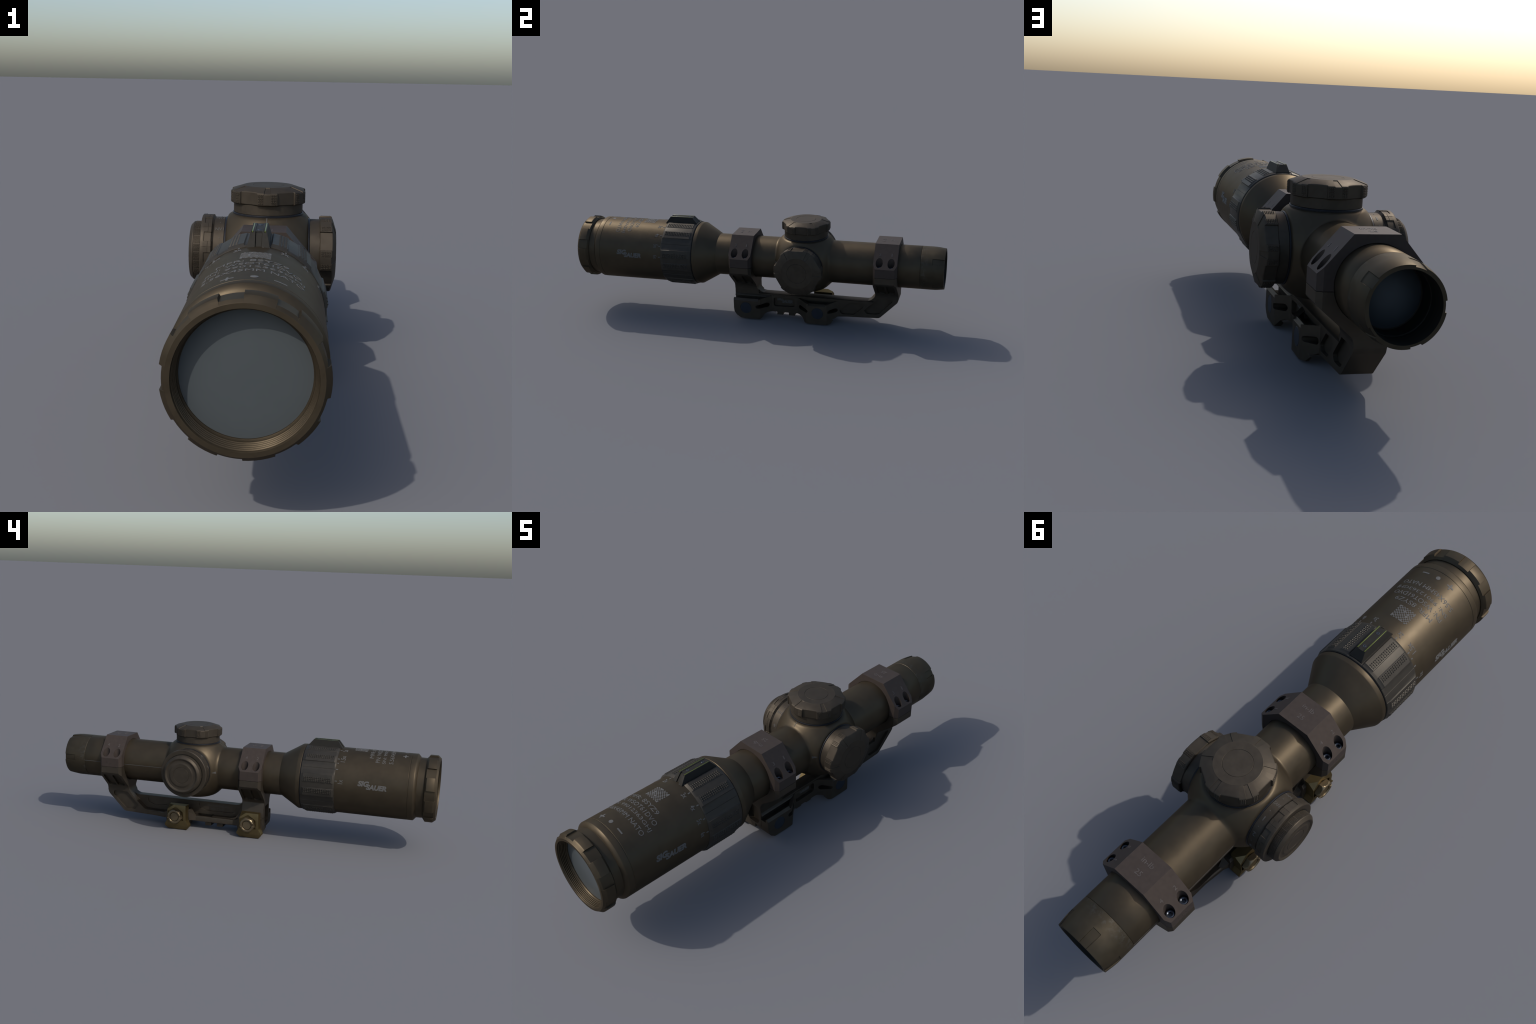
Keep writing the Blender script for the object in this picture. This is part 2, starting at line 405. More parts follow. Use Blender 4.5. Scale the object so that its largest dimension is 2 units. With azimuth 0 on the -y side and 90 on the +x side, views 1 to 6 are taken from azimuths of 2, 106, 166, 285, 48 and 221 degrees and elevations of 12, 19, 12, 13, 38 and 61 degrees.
# throw lever with two fibre rods and two screws
LX = 0.0150
prof = [(-0.5135, 0.498), (-0.5115, 0.5035), (-0.4865, 0.5365), (-0.4835, 0.5378), (-0.3625, 0.5378), (-0.3595, 0.5365), (-0.3355, 0.5085), (-0.3345, 0.498)]
def lever_section(s):                                # half width at height z
    return 0.0195 + 0.0085 * max(0.0, (0.5378 - s) / 0.034)
V = []; n = len(prof)
for sgn in (-1, 1):
    for yy, zz in prof: V.append((LX + sgn * lever_section(zz), yy, zz))
F = [tuple(range(n)), tuple(range(2 * n - 1, n - 1, -1))] + [(i, (i + 1) % n, n + (i + 1) % n, n + i) for i in range(n)]
lev = tmp(V, F)
lev = boolean(lev, [('DIFFERENCE', tmp(*prism([(LX - 0.0085, -0.53), (LX + 0.0085, -0.53), (LX + 0.0085, -0.479), (LX - 0.0085, -0.479)], 'z', 0.4955, 0.56))),
                    ('DIFFERENCE', tmp(*prism([(LX - 0.0088, -0.49), (LX + 0.0088, -0.49), (LX + 0.0088, -0.34), (LX - 0.0088, -0.34)], 'z', 0.5362, 0.56)))]
              + [('DIFFERENCE', tmp(*prism([(LX + s * 0.0155 - 0.0022, -0.488), (LX + s * 0.0155 + 0.0022, -0.488), (LX + s * 0.0155 + 0.0022, -0.358), (LX + s * 0.0155 - 0.0022, -0.358)], 'z', 0.5345, 0.56))) for s in (-1, 1)])
ins = tmp(*prism([(LX - 0.0086, -0.5085), (LX + 0.0086, -0.5085), (LX + 0.0086, -0.478), (LX - 0.0086, -0.478)], 'z', 0.490, 0.5005)); bpy.data.objects.remove(ins)
ins = tmp(*prism([(-0.5095, 0.492), (-0.5085, 0.5005), (-0.4845, 0.5325), (-0.4760, 0.5340), (-0.4760, 0.492)], 'x', LX - 0.0076, LX + 0.0080))
lever = merge('throw_lever', [lev, ins], M['lever'], mring)
for s in (-1, 1):
    fr = (Vector((LX + s * 0.0155, 0, 0.5362)), Vector((0, 1, 0)), Vector((0, 0, 1)), Vector((1, 0, 0)))
    lathe_obj('fibre_rod', fr, [(-0.4855, 0.0), (-0.4850, 0.0016), (-0.4835, 0.0021), (-0.3625, 0.0021), (-0.361, 0.0016), (-0.3605, 0)], M['fibre'], lever, thetas=full(16))
scr0 = None
for yy in (-0.3806, -0.4561):
    fr = (Vector((LX, yy, 0.5362)), Vector((0, 0, 1)), Vector((0, 1, 0)), Vector((1, 0, 0)))
    hexr = np.array([0.0026 / math.cos(((a + 30) % 60 - 30) * D2R) for a in full(24)])
    o = lathe_obj('lever_screw', fr, [(-0.001, 0.0064), (0.0004, 0.0062), (0.0009, 0.0055), (0.0007, hexr + 0.0005), (-0.003, hexr), (-0.003, 0)], M['steel'], lever, thetas=full(24))

# ================================================================ turrets
TC = []                                             # kinds: 0 lobe, 1 flat, 2 lobe with radial slot
for k in range(6):
    c = 60 * k
    TC += [(c - 14.6, 0), (c - 10, 0), (c - 5.0, 0), (c - 4.6, 2), (c, 2), (c + 4.6, 2), (c + 5.0, 0), (c + 10, 0), (c + 14.6, 0), (c + 15.0, 0), (c + 15.7, 1), (c + 20, 1), (c + 25, 1), (c + 30, 1), (c + 35, 1), (c + 40, 1), (c + 44.3, 1), (c + 45, 0)]
TC = sorted([(a % 360, s) for a, s in TC]); tc = np.array([a for a, s in TC]); sc = np.array([s for a, s in TC])

def turret_cap(name, frame, phase):
    d = np.abs(((tc - 30 + 30) % 60) - 30) * D2R
    r = np.where(sc == 1, 0.1170 / np.cos(d), 0.1260)
    slope = (0.2255 - 0.2120) / (0.1260 - 0.084)
    def top_t(rr): return 0.2258 - (rr - 0.084) * slope - np.where(sc == 2, 0.0022, 0.0)
    rows = [(0.1715, 0.113), (0.1712, r - 0.004), (0.1730, r - 0.0012), (0.1745, r), (top_t(r) - 0.0022, r), (top_t(r) - 0.0008, r - 0.0008), (top_t(r - 0.003), r - 0.003),
            (top_t(0.0875), 0.0875), (top_t(np.where(sc == 2, 0.0835, 0.0842)), np.where(sc == 2, 0.0840, 0.0842)), (0.2262, 0.0825), (0.2266, 0.0818),
            (0.2266, 0.0520), (0.2256, 0.0514), (0.2256, 0.0506), (0.2266, 0.0500), (0.2266, 0.0)]
    cap = lathe_obj(name, frame, rows, M['cap'], thetas=tc + phase, smooth=26)
    lathe_obj('turret_neck', frame, [(0.1335, 0.100), (0.1390, 0.1120), (0.1400, 0.1142), (0.170, 0.1142), (0.1725, 0.1142)], M['cap'], cap)
    lathe_obj('seal_ring', frame, [(0.120, 0.1110), (0.120, 0.1166), (0.1375, 0.1166), (0.1388, 0.1156), (0.1388, 0.1110)], M['seal'], cap)
    pat = []
    for k in range(6):
        for s in (-1, 1):
            a, b = sorted((60 * k + phase + s * 5.4, 60 * k + phase + s * 13.6)); pat.append((a, b, 3, 0.1765, 0.2085, 6))
    o, ax, u, v = frame
    def fn(uu, t, h):
        a = uu * D2R; p = o + ax * t + (u * math.cos(a) + v * math.sin(a)) * (0.1257 + h); return tuple(p)
    knurl('cap_knurling', pat, fn, 0.0020, M['cap'], cap)
    return cap

turret_cap('elevation_cap', AX_Z, 0)
turret_cap('windage_cap', AX_XP, 30)

# illumination dial on the -x side
dial_parts = []
NP_ = 11; P0 = 8.3; PER = 360.0 / NP_
TD = []
for k in range(NP_):
    c = P0 + PER * k
    TD += [(c - 7.6, 0), (c - 7.2, 1), (c - 3.5, 1), (c, 1), (c + 3.5, 1), (c + 7.2, 1), (c + 7.6, 0), (c + 11, 0)]
    TD += [(c + PER / 2 - 0.55, 0), (c + PER / 2 - 0.45, 2), (c + PER / 2 + 0.45, 2), (c + PER / 2 + 0.55, 0), (c + PER - 11, 0)]
TD = sorted([((a + 720) % 360, s) for a, s in TD]); td = np.array([a for a, s in TD]); sd = np.array([s for a, s in TD])
rt, rp, rc = 0.1235, 0.1212, 0.1228
def dr(pad, cross): return np.select([sd == 1, sd == 2], [pad, cross], rt)
o_ = 0.1375                                          # distance of the seat from the axis
rows = [(0.1740, 0.110), (0.1740, 0.1150), (0.1768, dr(0.1172, 0.1172) * 0 + 0.1172), (0.1805, dr(0.1196, 0.1222)), (0.1815, dr(rp, rc)), (0.1905, dr(rp, rc)), (0.1908, np.where(sd == 1, rp, rc)), (0.1916, np.where(sd == 1, rp, rc)), (0.1919, dr(rp, rc)),
        (0.2040, dr(rp, rc)), (0.2043, dr(rt, rc)), (0.2130, dr(rt, rt)), (0.2150, 0.1228), (0.2168, 0.1205), (0.2168, 0.0985)]
dial = lathe_obj('illumination_dial', AX_XM, rows, M['cap'], thetas=td, smooth=26)
lathe_obj('number_ring', AX_XM, [(0.134, 0.10), (0.1395, 0.1125), (0.1405, 0.1146), (0.1752, 0.1146)], M['cap'], dial)
lathe_obj('seal_ring', AX_XM, [(0.120, 0.1110), (0.120, 0.1168), (0.1380, 0.1168), (0.1393, 0.1158), (0.1393, 0.1110)], M['seal'], dial)
lathe_obj('gap_stand_in_ring', AX_XM, [(0.2155, 0.103), (0.2172, 0.1030), (0.2172, 0.096)], M['black'], dial)  # thin black ring added on the dial face to stand in for a gap
lathe_obj('battery_cap', AX_XM, [(0.205, 0.0975), (0.2175, 0.0975), (0.2405, 0.0975), (0.2425, 0.0985), (0.2455, 0.0975), (0.2546, 0.0885), (0.2555, 0.0862), (0.2550, 0.0835),
      (0.2512, 0.0775), (0.2505, 0.0700), (0.2515, 0.0640), (0.2528, 0.0612), (0.2528, 0.0600), (0.2536, 0.0590), (0.2536, 0.0425), (0.2526, 0.0418), (0.2526, 0.0405), (0.2536, 0.0398), (0.2536, 0.0)], M['cap'], dial, smooth=22)
pat = []
for k in range(22):
    c = 8.2 + 360.0 / 22 * k; pat.append((c - 7.4, c + 7.4, 6, 0.2180, 0.2400, 6))
def on_dial(uu, t, h):
    o, ax, u, v = AX_XM; a = uu * D2R; return tuple(o + ax * t + (u * math.cos(a) + v * math.sin(a)) * (0.0974 + h))
knurl('dial_knurling', pat, on_dial, 0.0016, M['cap'], dial)

# ================================================================ mount
RINGS = [-0.0600, 0.7100]                            # ring stations along y
HALF = 0.0608
def plan_chamfer(yc, hx=0.158, ch=0.0165, cy=0.0120):
    h = HALF
    return [(X0 - hx + ch, yc - h), (X0 + hx - ch, yc - h), (X0 + hx, yc - h + cy), (X0 + hx, yc + h - cy), (X0 + hx - ch, yc + h), (X0 - hx + ch, yc + h), (X0 - hx, yc + h - cy), (X0 - hx, yc - h + cy)]

def cyl_y(r, lo, hi, n=96): return tmp(*prism([(X0 + r * math.sin(a * D2R), Z0 + r * math.cos(a * D2R)) for a in full(n)], 'y', lo, hi))

ring_caps = []
for yc in RINGS:
    sec = [(X0 - 0.158, 0.3178), (X0 + 0.158, 0.3178), (X0 + 0.158, 0.3640), (X0 + 0.065, 0.4712), (X0 - 0.065, 0.4712), (X0 - 0.158, 0.3640)]
    cap = tmp(*prism(sec, 'y', yc - 0.1, yc + 0.1))
    ops = [('INTERSECT', tmp(*prism(plan_chamfer(yc), 'z', 0.2, 0.6))), ('DIFFERENCE', cyl_y(0.1130, yc - 0.2, yc + 0.2))]
    for s in (-1, 1):
        for dy in (-0.030, 0.030):
            ops.append(('DIFFERENCE', tmp(*prism(disc_poly((X0 + s * 0.1345, yc + dy), 0.0180, 32), 'z', 0.345, 0.6))))
    cap = boolean(cap, ops)
    cap = merge('ring_cap', [cap], M['ringcap'])
    ring_caps.append(cap)
    for s in (-1, 1):
        for dy in (-0.030, 0.030):
            fr = (Vector((X0 + s * 0.1345, yc + dy, 0.3520)), Vector((0, 0, 1)), Vector((0, 1, 0)), Vector((1, 0, 0)))
            hx = np.array([0.0062 / math.cos(((a + 30) % 60 - 30) * D2R) for a in full(48)])
            lathe_obj('cap_screw', fr, [(-0.01, 0.0150), (0.0105, 0.0150), (0.0130, 0.0140), (0.0136, 0.0120), (0.0136, 0.0098), (0.0122, hx + 0.0012), (0.0115, hx), (0.002, hx), (0.002, 0)], M['steel'], cap, thetas=full(48), smooth=25)

def rear_arch(g):
    """Cutter for the arched recess in the rear face; g keeps the walls of overlapping solids apart."""
    return tmp(*prism(rounded([(-0.0230 - g, 0.0620 - g), (0.0480 + g, 0.0620 - g), (0.0480 + g, 0.1640 + g), (-0.0230 - g, 0.1640 + g)], 0.024, 6), 'y', -0.3, -0.0985 + g))
solids = []
# saddles: the lower ring halves, tapering to the web, with two scallops a side
for yc in RINGS:
    sec = [(X0 - 0.158, 0.3162), (X0 - 0.158, 0.2840), (X0 - 0.1540, 0.2775), (X0 - 0.0590, 0.1950), (X0 - 0.0520, 0.1860), (X0 - 0.0482, 0.1740), (X0 - 0.0478, 0.160), (X0 + 0.0478, 0.160), (X0 + 0.0482, 0.1740), (X0 + 0.0520, 0.1860), (X0 + 0.0590, 0.1950), (X0 + 0.1540, 0.2775), (X0 + 0.158, 0.2840), (X0 + 0.158, 0.3162)]
    sd_ = tmp(*prism(sec, 'y', yc - 0.1, yc + 0.1))
    ops = [('INTERSECT', tmp(*prism(plan_chamfer(yc), 'z', 0.1, 0.5))), ('DIFFERENCE', cyl_y(0.1130, yc - 0.2, yc + 0.2))]
    for s in (-1, 1):
        a = Vector((s * 0.0478, 0, 0.1850)); b = Vector((s * 0.1540, 0, 0.2775)); d = (b - a); ln = d.length; d.normalize()
        nrm = Vector((s * d.z, 0, -abs(d.x)))
        for dy in (-0.0245, 0.0265):
            poly = rounded([(-0.0205, 0.012), (0.0205, 0.012), (0.0205, ln - 0.012), (-0.0205, ln - 0.012)], 0.016, 6)
            V, F = prism(poly, 'z', -0.010, 0.05)
            W = [Vector((X0, yc + dy, 0)) + a + Vector((0, 1, 0)) * p + d * q + nrm * h for p, q, h in V]
            ops.append(('DIFFERENCE', tmp(W, F)))
    solids.append(boolean(sd_, ops))

# web: side outline with the forward-leaning arm
XR, XL, XP_ = 0.0610, -0.0340, 0.0080                # web faces and the floor of the long channel
def arc(c, r, a0, a1, n=8): return [(c[0] + r * math.cos(t * D2R), c[1] + r * math.sin(t * D2R)) for t in np.linspace(a0, a1, n)]
F_, R_ = RINGS[1], RINGS[0]
outline = [(R_ - HALF + 0.0006, 0.1900), (R_ - HALF + 0.0006, 0.060), (-0.112, 0.0385), (0.44, 0.0395), (0.50, 0.0440)]
outline += rounded([(0.50, 0.0445), (0.6720, 0.0505), (0.7690, 0.1480), (F_ + HALF - 0.0006, 0.1900)], 0.030, 6)[7:21]
outline += [(F_ + HALF - 0.0006, 0.1900), (F_ - HALF + 0.0006, 0.1900)]
outline += arc((F_ - HALF - 0.0480, 0.1890), 0.0485, -2, -88, 9)
outline += arc((R_ + HALF + 0.0480, 0.1890), 0.0485, 268, 182, 9) + [(R_ + HALF - 0.0006, 0.1900)]
web = tmp(*prism(outline, 'x', XL, XR))
panel = [(0.30, 0.0705), (0.5350, 0.0705), (0.5560, 0.0740), (0.6010, 0.1130), (0.6420, 0.1640), (0.6440, 0.30), (0.0020, 0.30), (0.0020, 0.150), (0.0350, 0.0850), (0.0700, 0.0725)]
ops = [('DIFFERENCE', tmp(*prism(rounded(panel, 0.015, 4), 'x', -0.2, XP_)))]
ops.append(('DIFFERENCE', tmp(*prism([(0.052, 0.1412), (0.0625, 0.1362), (0.0625, 0.16), (0.052, 0.16)], 'y', 0.012, 0.640))))
for poly, x0, x1, r in [
        ([(0.5120, 0.1255), (0.5780, 0.1268), (0.5900, 0.1080), (0.5360, 0.0580), (0.4720, 0.0560), (0.4560, 0.0740)], XR - 0.0125, 0.2, 0.014),
        ([(0.6700, 0.1660), (0.7270, 0.1660), (0.7430, 0.1520), (0.6700, 0.0740), (0.6560, 0.0700), (0.6060, 0.0690), (0.5890, 0.0860)], XR - 0.0140, 0.2, 0.014),
        ([(0.0945, 0.0685), (0.2155, 0.0715), (0.2155, 0.1245), (0.0945, 0.1215)], 0.0445, 0.2, 0.014),
        ([(0.7400, 0.1400), (0.6740, 0.0740), (0.6620, 0.0670), (0.6130, 0.0680), (0.5900, 0.0880), (0.6640, 0.1660), (0.6900, 0.1700), (0.7340, 0.1660)], -0.2, XL + 0.0110, 0.012),
        ([(0.5560, 0.1290), (0.5460, 0.1335), (0.4280, 0.1325), (0.4210, 0.1200), (0.4420, 0.0955), (0.5140, 0.0910), (0.5500, 0.1060)], -0.2, XP_ + 0.006, 0.012),
        ([(0.2580, 0.1290), (0.2480, 0.1340), (0.0560, 0.1355), (0.0470, 0.1210), (0.0620, 0.0930), (0.2080, 0.0900), (0.2520, 0.1000)], -0.2, XP_ + 0.006, 0.012)]:
    ops.append(('DIFFERENCE', tmp(*prism(rounded(poly, r, 5), 'x', x0, x1))))
web = boolean(web, ops)

# clamping lugs on the +x side: plan shape crossed with side shape, then troughed and slotted
LOGO = [(0.0960, 0.0700), (0.2140, 0.0730), (0.2140, 0.1230), (0.0960, 0.1200)]
plan = [(0.040, -0.1192), (0.1035, -0.1192), (0.1075, -0.1155), (0.1075, 0.022), (0.1062, 0.031), (0.0690, 0.078), (0.0630, 0.088), (0.0630, 0.228), (0.0690, 0.239), (0.1062, 0.288), (0.1075, 0.299),
        (0.1075, 0.389), (0.1062, 0.398), (0.0665, 0.443), (0.0618, 0.456), (0.040, 0.456)]
side = [(-0.1192, 0.1175), (-0.1192, 0.062), (-0.1150, 0.040), (-0.1020, 0.022), (-0.0790, 0.0065), (-0.070, 0.0060), (0.0310, 0.0060), (0.0520, 0.0330), (0.0640, 0.0392), (0.236, 0.0392), (0.2540, 0.0350), (0.2670, 0.0230), (0.2765, 0.0060),
        (0.4130, 0.0060), (0.4350, 0.0330), (0.4500, 0.0420), (0.470, 0.0450), (0.470, 0.1285), (0.4480, 0.1285), (0.3920, 0.1175), (0.2960, 0.1175), (0.2360, 0.1300), (0.0850, 0.1300), (0.0230, 0.1175)]
lug = tmp(*prism(plan, 'z', -0.05, 0.2)); slot_ops = []
ops = [('INTERSECT', tmp(*prism(side, 'x', 0.0, 0.2)))]
ops.append(('DIFFERENCE', tmp(*prism([(0.0612, -0.15), (0.0915, -0.15), (0.0915, 0.024), (0.0630, 0.064), (0.0612, 0.064)], 'z', 0.0985, 0.3))))
ops.append(('DIFFERENCE', tmp(*prism([(0.0500, 0.262), (0.0630, 0.262), (0.0915, 0.300), (0.0915, 0.388), (0.0630, 0.428), (0.0500, 0.428)], 'z', 0.0985, 0.3))))
for y0, y1 in ((-0.2, 0.0205), (0.2975, 0.3905)):
    ops.append(('DIFFERENCE', tmp(*prism([(0.0968, 0.1176), (0.112, 0.1020), (0.112, 0.1300), (0.0968, 0.1300)], 'y', y0, y1))))
for cp in (capsule((0.0150, 0.0755), (0.0620, 0.0820), 0.0100, 0.0130), capsule((0.2500, 0.0820), (0.2850, 0.0755), 0.0125, 0.0095), capsule((0.4100, 0.0760), (0.4380, 0.0790), 0.0100, 0.0120)):
    ops.append(('DIFFERENCE', tmp(*prism(cp, 'x', 0.0100, 0.2)))); slot_ops.append(('DIFFERENCE', tmp(*prism([(p + (0.0012 if p > np.mean([q[0] for q in cp]) else -0.0012), z + (0.0012 if z > np.mean([q[1] for q in cp]) else -0.0012)) for p, z in cp], 'x', 0.0250, 0.2))))
for yb in (-0.0495, 0.3475):                          # seats for the cross bolts
    ops.append(('DIFFERENCE', tmp(*prism(disc_poly((yb, 0.0660), 0.0322, 40), 'x', 0.1062, 0.2))))
ops.append(('DIFFERENCE', tmp(*prism([(0.03, -0.01), (0.088, -0.01), (0.075, 0.020), (0.086, 0.032), (0.03, 0.032)], 'y', -0.3, 0.6))))
ops.append(('DIFFERENCE', tmp(*prism(rounded(LOGO, 0.014, 5), 'x', 0.0455, 0.2))))
ops.append(('DIFFERENCE', rear_arch(0.0045)))
lug = boolean(lug, ops)
for a_, b_ in ((0.2625, 0.4275),):
    slot_ops.append(('DIFFERENCE', tmp(*prism([(0.0520, 0.0990), (0.2, 0.0990), (0.2, 0.1180), (0.0520, 0.1180)], 'y', a_, b_))))
solids.append(lug)
for y0, y1, x0 in ((0.045, 0.262, -0.2),):
    slot_ops.append(('DIFFERENCE', tmp(*prism([(y0, 0.0520), (y1, 0.0520), (y1, 0.0716), (y0, 0.0716)], 'x', x0, 0.0220))))
slot_ops.append(('DIFFERENCE', rear_arch(0.0)))
web = boolean(web, slot_ops); solids.append(web)
# fillets running from the web into the troughs
def fillet(y0, y1, y2, y3):
    prf = [(0.0600, 0.1338), (0.0622, 0.1322), (0.0655, 0.1292), (0.0695, 0.1255), (0.0705, 0.1235), (0.0690, 0.1205), (0.0600, 0.1185)]
    n = len(prf); V = []
    for k in range(2):
        for x, z in prf:
            s = (x - 0.0612) / 0.0303
            V.append((x, (y0 + (y1 - y0) * s) if k == 0 else (y3 + (y2 - y3) * s), z))
    return tmp(V, [tuple(range(n)), tuple(range(2 * n - 1, n - 1, -1))] + [(i, (i + 1) % n, n + (i + 1) % n, n + i) for i in range(n)])
solids += [fillet(-0.1186, -0.1186, 0.0500, 0.0800)]

# lower ledge and feet on the -x side that carry the clamp jaws
ledge = [(0.02, 0.0398), (-0.0360, 0.0398), (-0.0385, 0.0425), (-0.0385, 0.0630), (-0.0370, 0.0672), (-0.0340, 0.0692), (-0.0290, 0.0692), (-0.0260, 0.0560), (-0.0220, 0.0525), (0.02, 0.0525)]
solids.append(tmp(*prism(ledge, 'y', -0.05, 0.425)))
solids.append(hull([(-0.0450, 0.42, 0.043), (-0.0450, 0.42, 0.063), (-0.040, 0.42, 0.0706), (-0.010, 0.42, 0.0706), (-0.010, 0.42, 0.041), (-0.0338, 0.53, 0.048), (-0.0338, 0.53, 0.068), (-0.030, 0.53, 0.0702), (-0.0230, 0.53, 0.0702), (-0.0230, 0.53, 0.047)]))
def foot(pts, g): return boolean(hull(pts), [('DIFFERENCE', rear_arch(g))])
for a, b, zt in ((0.288, 0.420, 0.104), (-0.1185, 0.021, 0.108)):
    solids.append(foot([(0.02, a, 0.032), (0.02, b, 0.032), (-0.060, a + 0.006, 0.014), (-0.060, b - 0.010, 0.014), (-0.050, a + 0.006, 0.014), (-0.050, b - 0.010, 0.014),
                        (-0.060, a, 0.050), (-0.060, b, 0.050), (-0.060, a + 0.004, 0.098), (-0.060, b - 0.006, 0.098), (-0.050, a + 0.006, zt), (-0.050, b - 0.010, zt), (0.02, a + 0.004, zt - 0.006), (0.02, b - 0.008, zt - 0.006)], 0.0015))
    solids.append(hull([(-0.030, b - 0.02, 0.045), (-0.030, b + 0.030, 0.045), (-0.055, b - 0.01, 0.045), (-0.0380, b + 0.030, 0.045), (-0.055, b - 0.01, 0.085), (-0.0378, b + 0.03, 0.066), (-0.030, b + 0.03, 0.0688), (-0.02, b - 0.01, 0.098)]))
solids.append(hull([(-0.030, 0.26, 0.045), (-0.0380, 0.258, 0.045), (-0.058, 0.292, 0.045), (-0.0378, 0.258, 0.066), (-0.058, 0.292, 0.095), (-0.03, 0.258, 0.0688), (-0.02, 0.292, 0.108)]))
# rear block under the saddle, flaring down to the foot
solids.append(foot([(-0.0335, -0.1188, 0.182), (-0.0335, -0.001, 0.182), (-0.0335, -0.1188, 0.10), (-0.0335, -0.001, 0.10), (0.02, -0.1188, 0.182), (0.02, -0.001, 0.182), (0.02, -0.1188, 0.1), (0.02, -0.001, 0.1),
                    (-0.058, -0.1186, 0.118), (-0.046, -0.003, 0.130), (-0.058, -0.1186, 0.102), (-0.058, -0.003, 0.102)], 0.0030))
# recoil lugs across the underside
for yc in (0.127, 0.1925):
    solids.append(tmp(*prism([(-0.022, yc - 0.0165), (0.050, yc - 0.0165), (0.050, yc + 0.0165), (-0.022, yc + 0.0165)], 'z', 0.0175, 0.045)))
mount = merge('mount_base', solids, M['mount'], smooth=30)

# cross bolts (+x), clamp jaws and slotted hex nuts (-x)
for yb in (-0.0495, 0.3475):
    fr = (Vector((0.1062, yb, 0.0660)), Vector((1, 0, 0)), Vector((0, 0, 1)), Vector((0, 1, 0)))
    lathe_obj('cross_bolt', fr, [(-0.002, 0.0312), (0.0006, 0.0312), (0.0014, 0.0304), (0.0014, 0.0)], M['bolt'], mount, thetas=full(48))

def clamp_jaw(yc, yn):
    pts = [(-0.0460, yc - 0.049, 0.1300), (-0.0460, yc + 0.051, 0.1300), (-0.0680, yc + 0.051, 0.1300), (-0.0925, yc + 0.020, 0.1325), (-0.0925, yc - 0.0475, 0.1325),
           (-0.0960, yc + 0.053, 0.1080), (-0.1010, yc - 0.0505, 0.1000), (-0.0600, yc - 0.051, 0.050), (-0.0600, yc + 0.054, 0.050), (-0.0985, yc - 0.0515, 0.0500), (-0.0985, yc + 0.054, 0.0500)]
    up = hull(pts)
    dn = hull([(-0.0985, yc - 0.0515, 0.0502), (-0.0985, yc + 0.054, 0.0502), (-0.0600, yc - 0.052, 0.0502), (-0.0600, yc + 0.054, 0.0502),
               (-0.0980, yc - 0.0665, 0.0255), (-0.0980, yc + 0.067, 0.0255), (-0.0600, yc - 0.0665, 0.0255), (-0.0600, yc + 0.067, 0.0255),
               (-0.0970, yc - 0.0670, 0.0180), (-0.0970, yc + 0.0672, 0.0180), (-0.0600, yc - 0.067, 0.018), (-0.0600, yc + 0.067, 0.018),
               (-0.0880, yc - 0.0530, 0.0), (-0.0880, yc + 0.0510, 0.0), (-0.0640, yc - 0.0530, 0.0), (-0.0640, yc + 0.0510, 0.0)])
    up = boolean(up, [('DIFFERENCE', tmp(*prism([(yn + 0.0500 * math.cos((30 + 60 * k) * D2R), 0.0730 + 0.0500 * math.sin((30 + 60 * k) * D2R)) for k in range(6)], 'x', -0.2, -0.0915)))])
    jaw = merge('clamp_jaw', [up, dn], M['brass'], mount, smooth=20)
    fr = (Vector((-0.0095, yn, 0.0730)), Vector((-1, 0, 0)), Vector((0, 0, 1)), Vector((0, 1, 0)))
    a = full(96); hx = 0.0365 / np.cos(((a + 30 + 12) % 60 - 30) * D2R)
    slot = (np.abs(((a - 100) + 90) % 180 - 90) < 8.5)
    rows = [(0.080, hx * 0 + 0.030), (0.0855, hx * 0 + 0.030), (0.0860, hx), (0.1010, hx), (0.1050, np.minimum(hx, 0.0395)), (0.1085, np.minimum(hx, 0.0370)),
            (np.where(slot, 0.1052, 0.1112), 0.0335), (np.where(slot, 0.1052, 0.1112), 0.0270), (np.where(slot, 0.1040, 0.1080), 0.0245), (0.1000, 0.0240), (0.1000, 0.0)]
    nut = lathe_obj('clamp_nut', fr, rows, M['nut'], jaw, thetas=a, smooth=24)
    lathe_obj('bolt_end', fr, [(0.099, 0.0226), (0.1050, 0.0226), (0.1062, 0.0214), (0.1066, 0.0)], M['nut'], nut, thetas=full(48))
clamp_jaw(-0.0565, -0.0495)
clamp_jaw(0.3450, 0.3525)

# ================================================================ lettering and marks
def put(mk, body, w, h, fn, bold=0.0, shear=0.0, lim=0.006):
    V, F = glyphs(body, bold, shear); V, F = fine(V, F, w, h, lim); mk.add(V, F, fn)

RE = 0.1670 + GROW
mk = Marks()
for body, a0, a1, yb, h in (('MFR: 8SYZ9', -31.0, 27.8, -0.6785, 0.0200), ('PN: WSOT61DVO', -40.0, 39.0, -0.7120, 0.0205),
                            ('SN: 99012363GHJ', -41.5, 42.5, -0.7455, 0.0205), ('5.56X45MM NATO', -40.5, 41.8, -0.7785, 0.0205)):
    put(mk, body, (a1 - a0) * D2R * RE, h, on_barrel(a0, yb, 'round', RE))
for body, a in (('1x', -80.5), ('1.5x', -38.5), ('2x', -16.3), ('3x', 23.6), ('4x', 44.0), ('5x', 64.8), ('6x', 85.0)):
    w = 0.0205 if len(body) == 2 else 0.040
    put(mk, body, w, 0.0225, on_barrel(a - w / 2 / RE / D2R, -0.5425, 'round', RE), bold=0.008)
def bar(mk, a, y0, y1, w, r=RE):
    V, F = shape_poly([(0, 0), (1, 0), (1, 1), (0, 1)]); V, F = fine(V, F, w, y1 - y0, 0.01)
    mk.add(V, F, on_barrel(a - w / 2 / r / D2R, y0, 'round', r))
for a in (-79.8, -59.7, -39.7, -15.8, 24.2, 44.2, 64.7, 85.0): bar(mk, a, -0.5140, -0.5035, 0.0046)
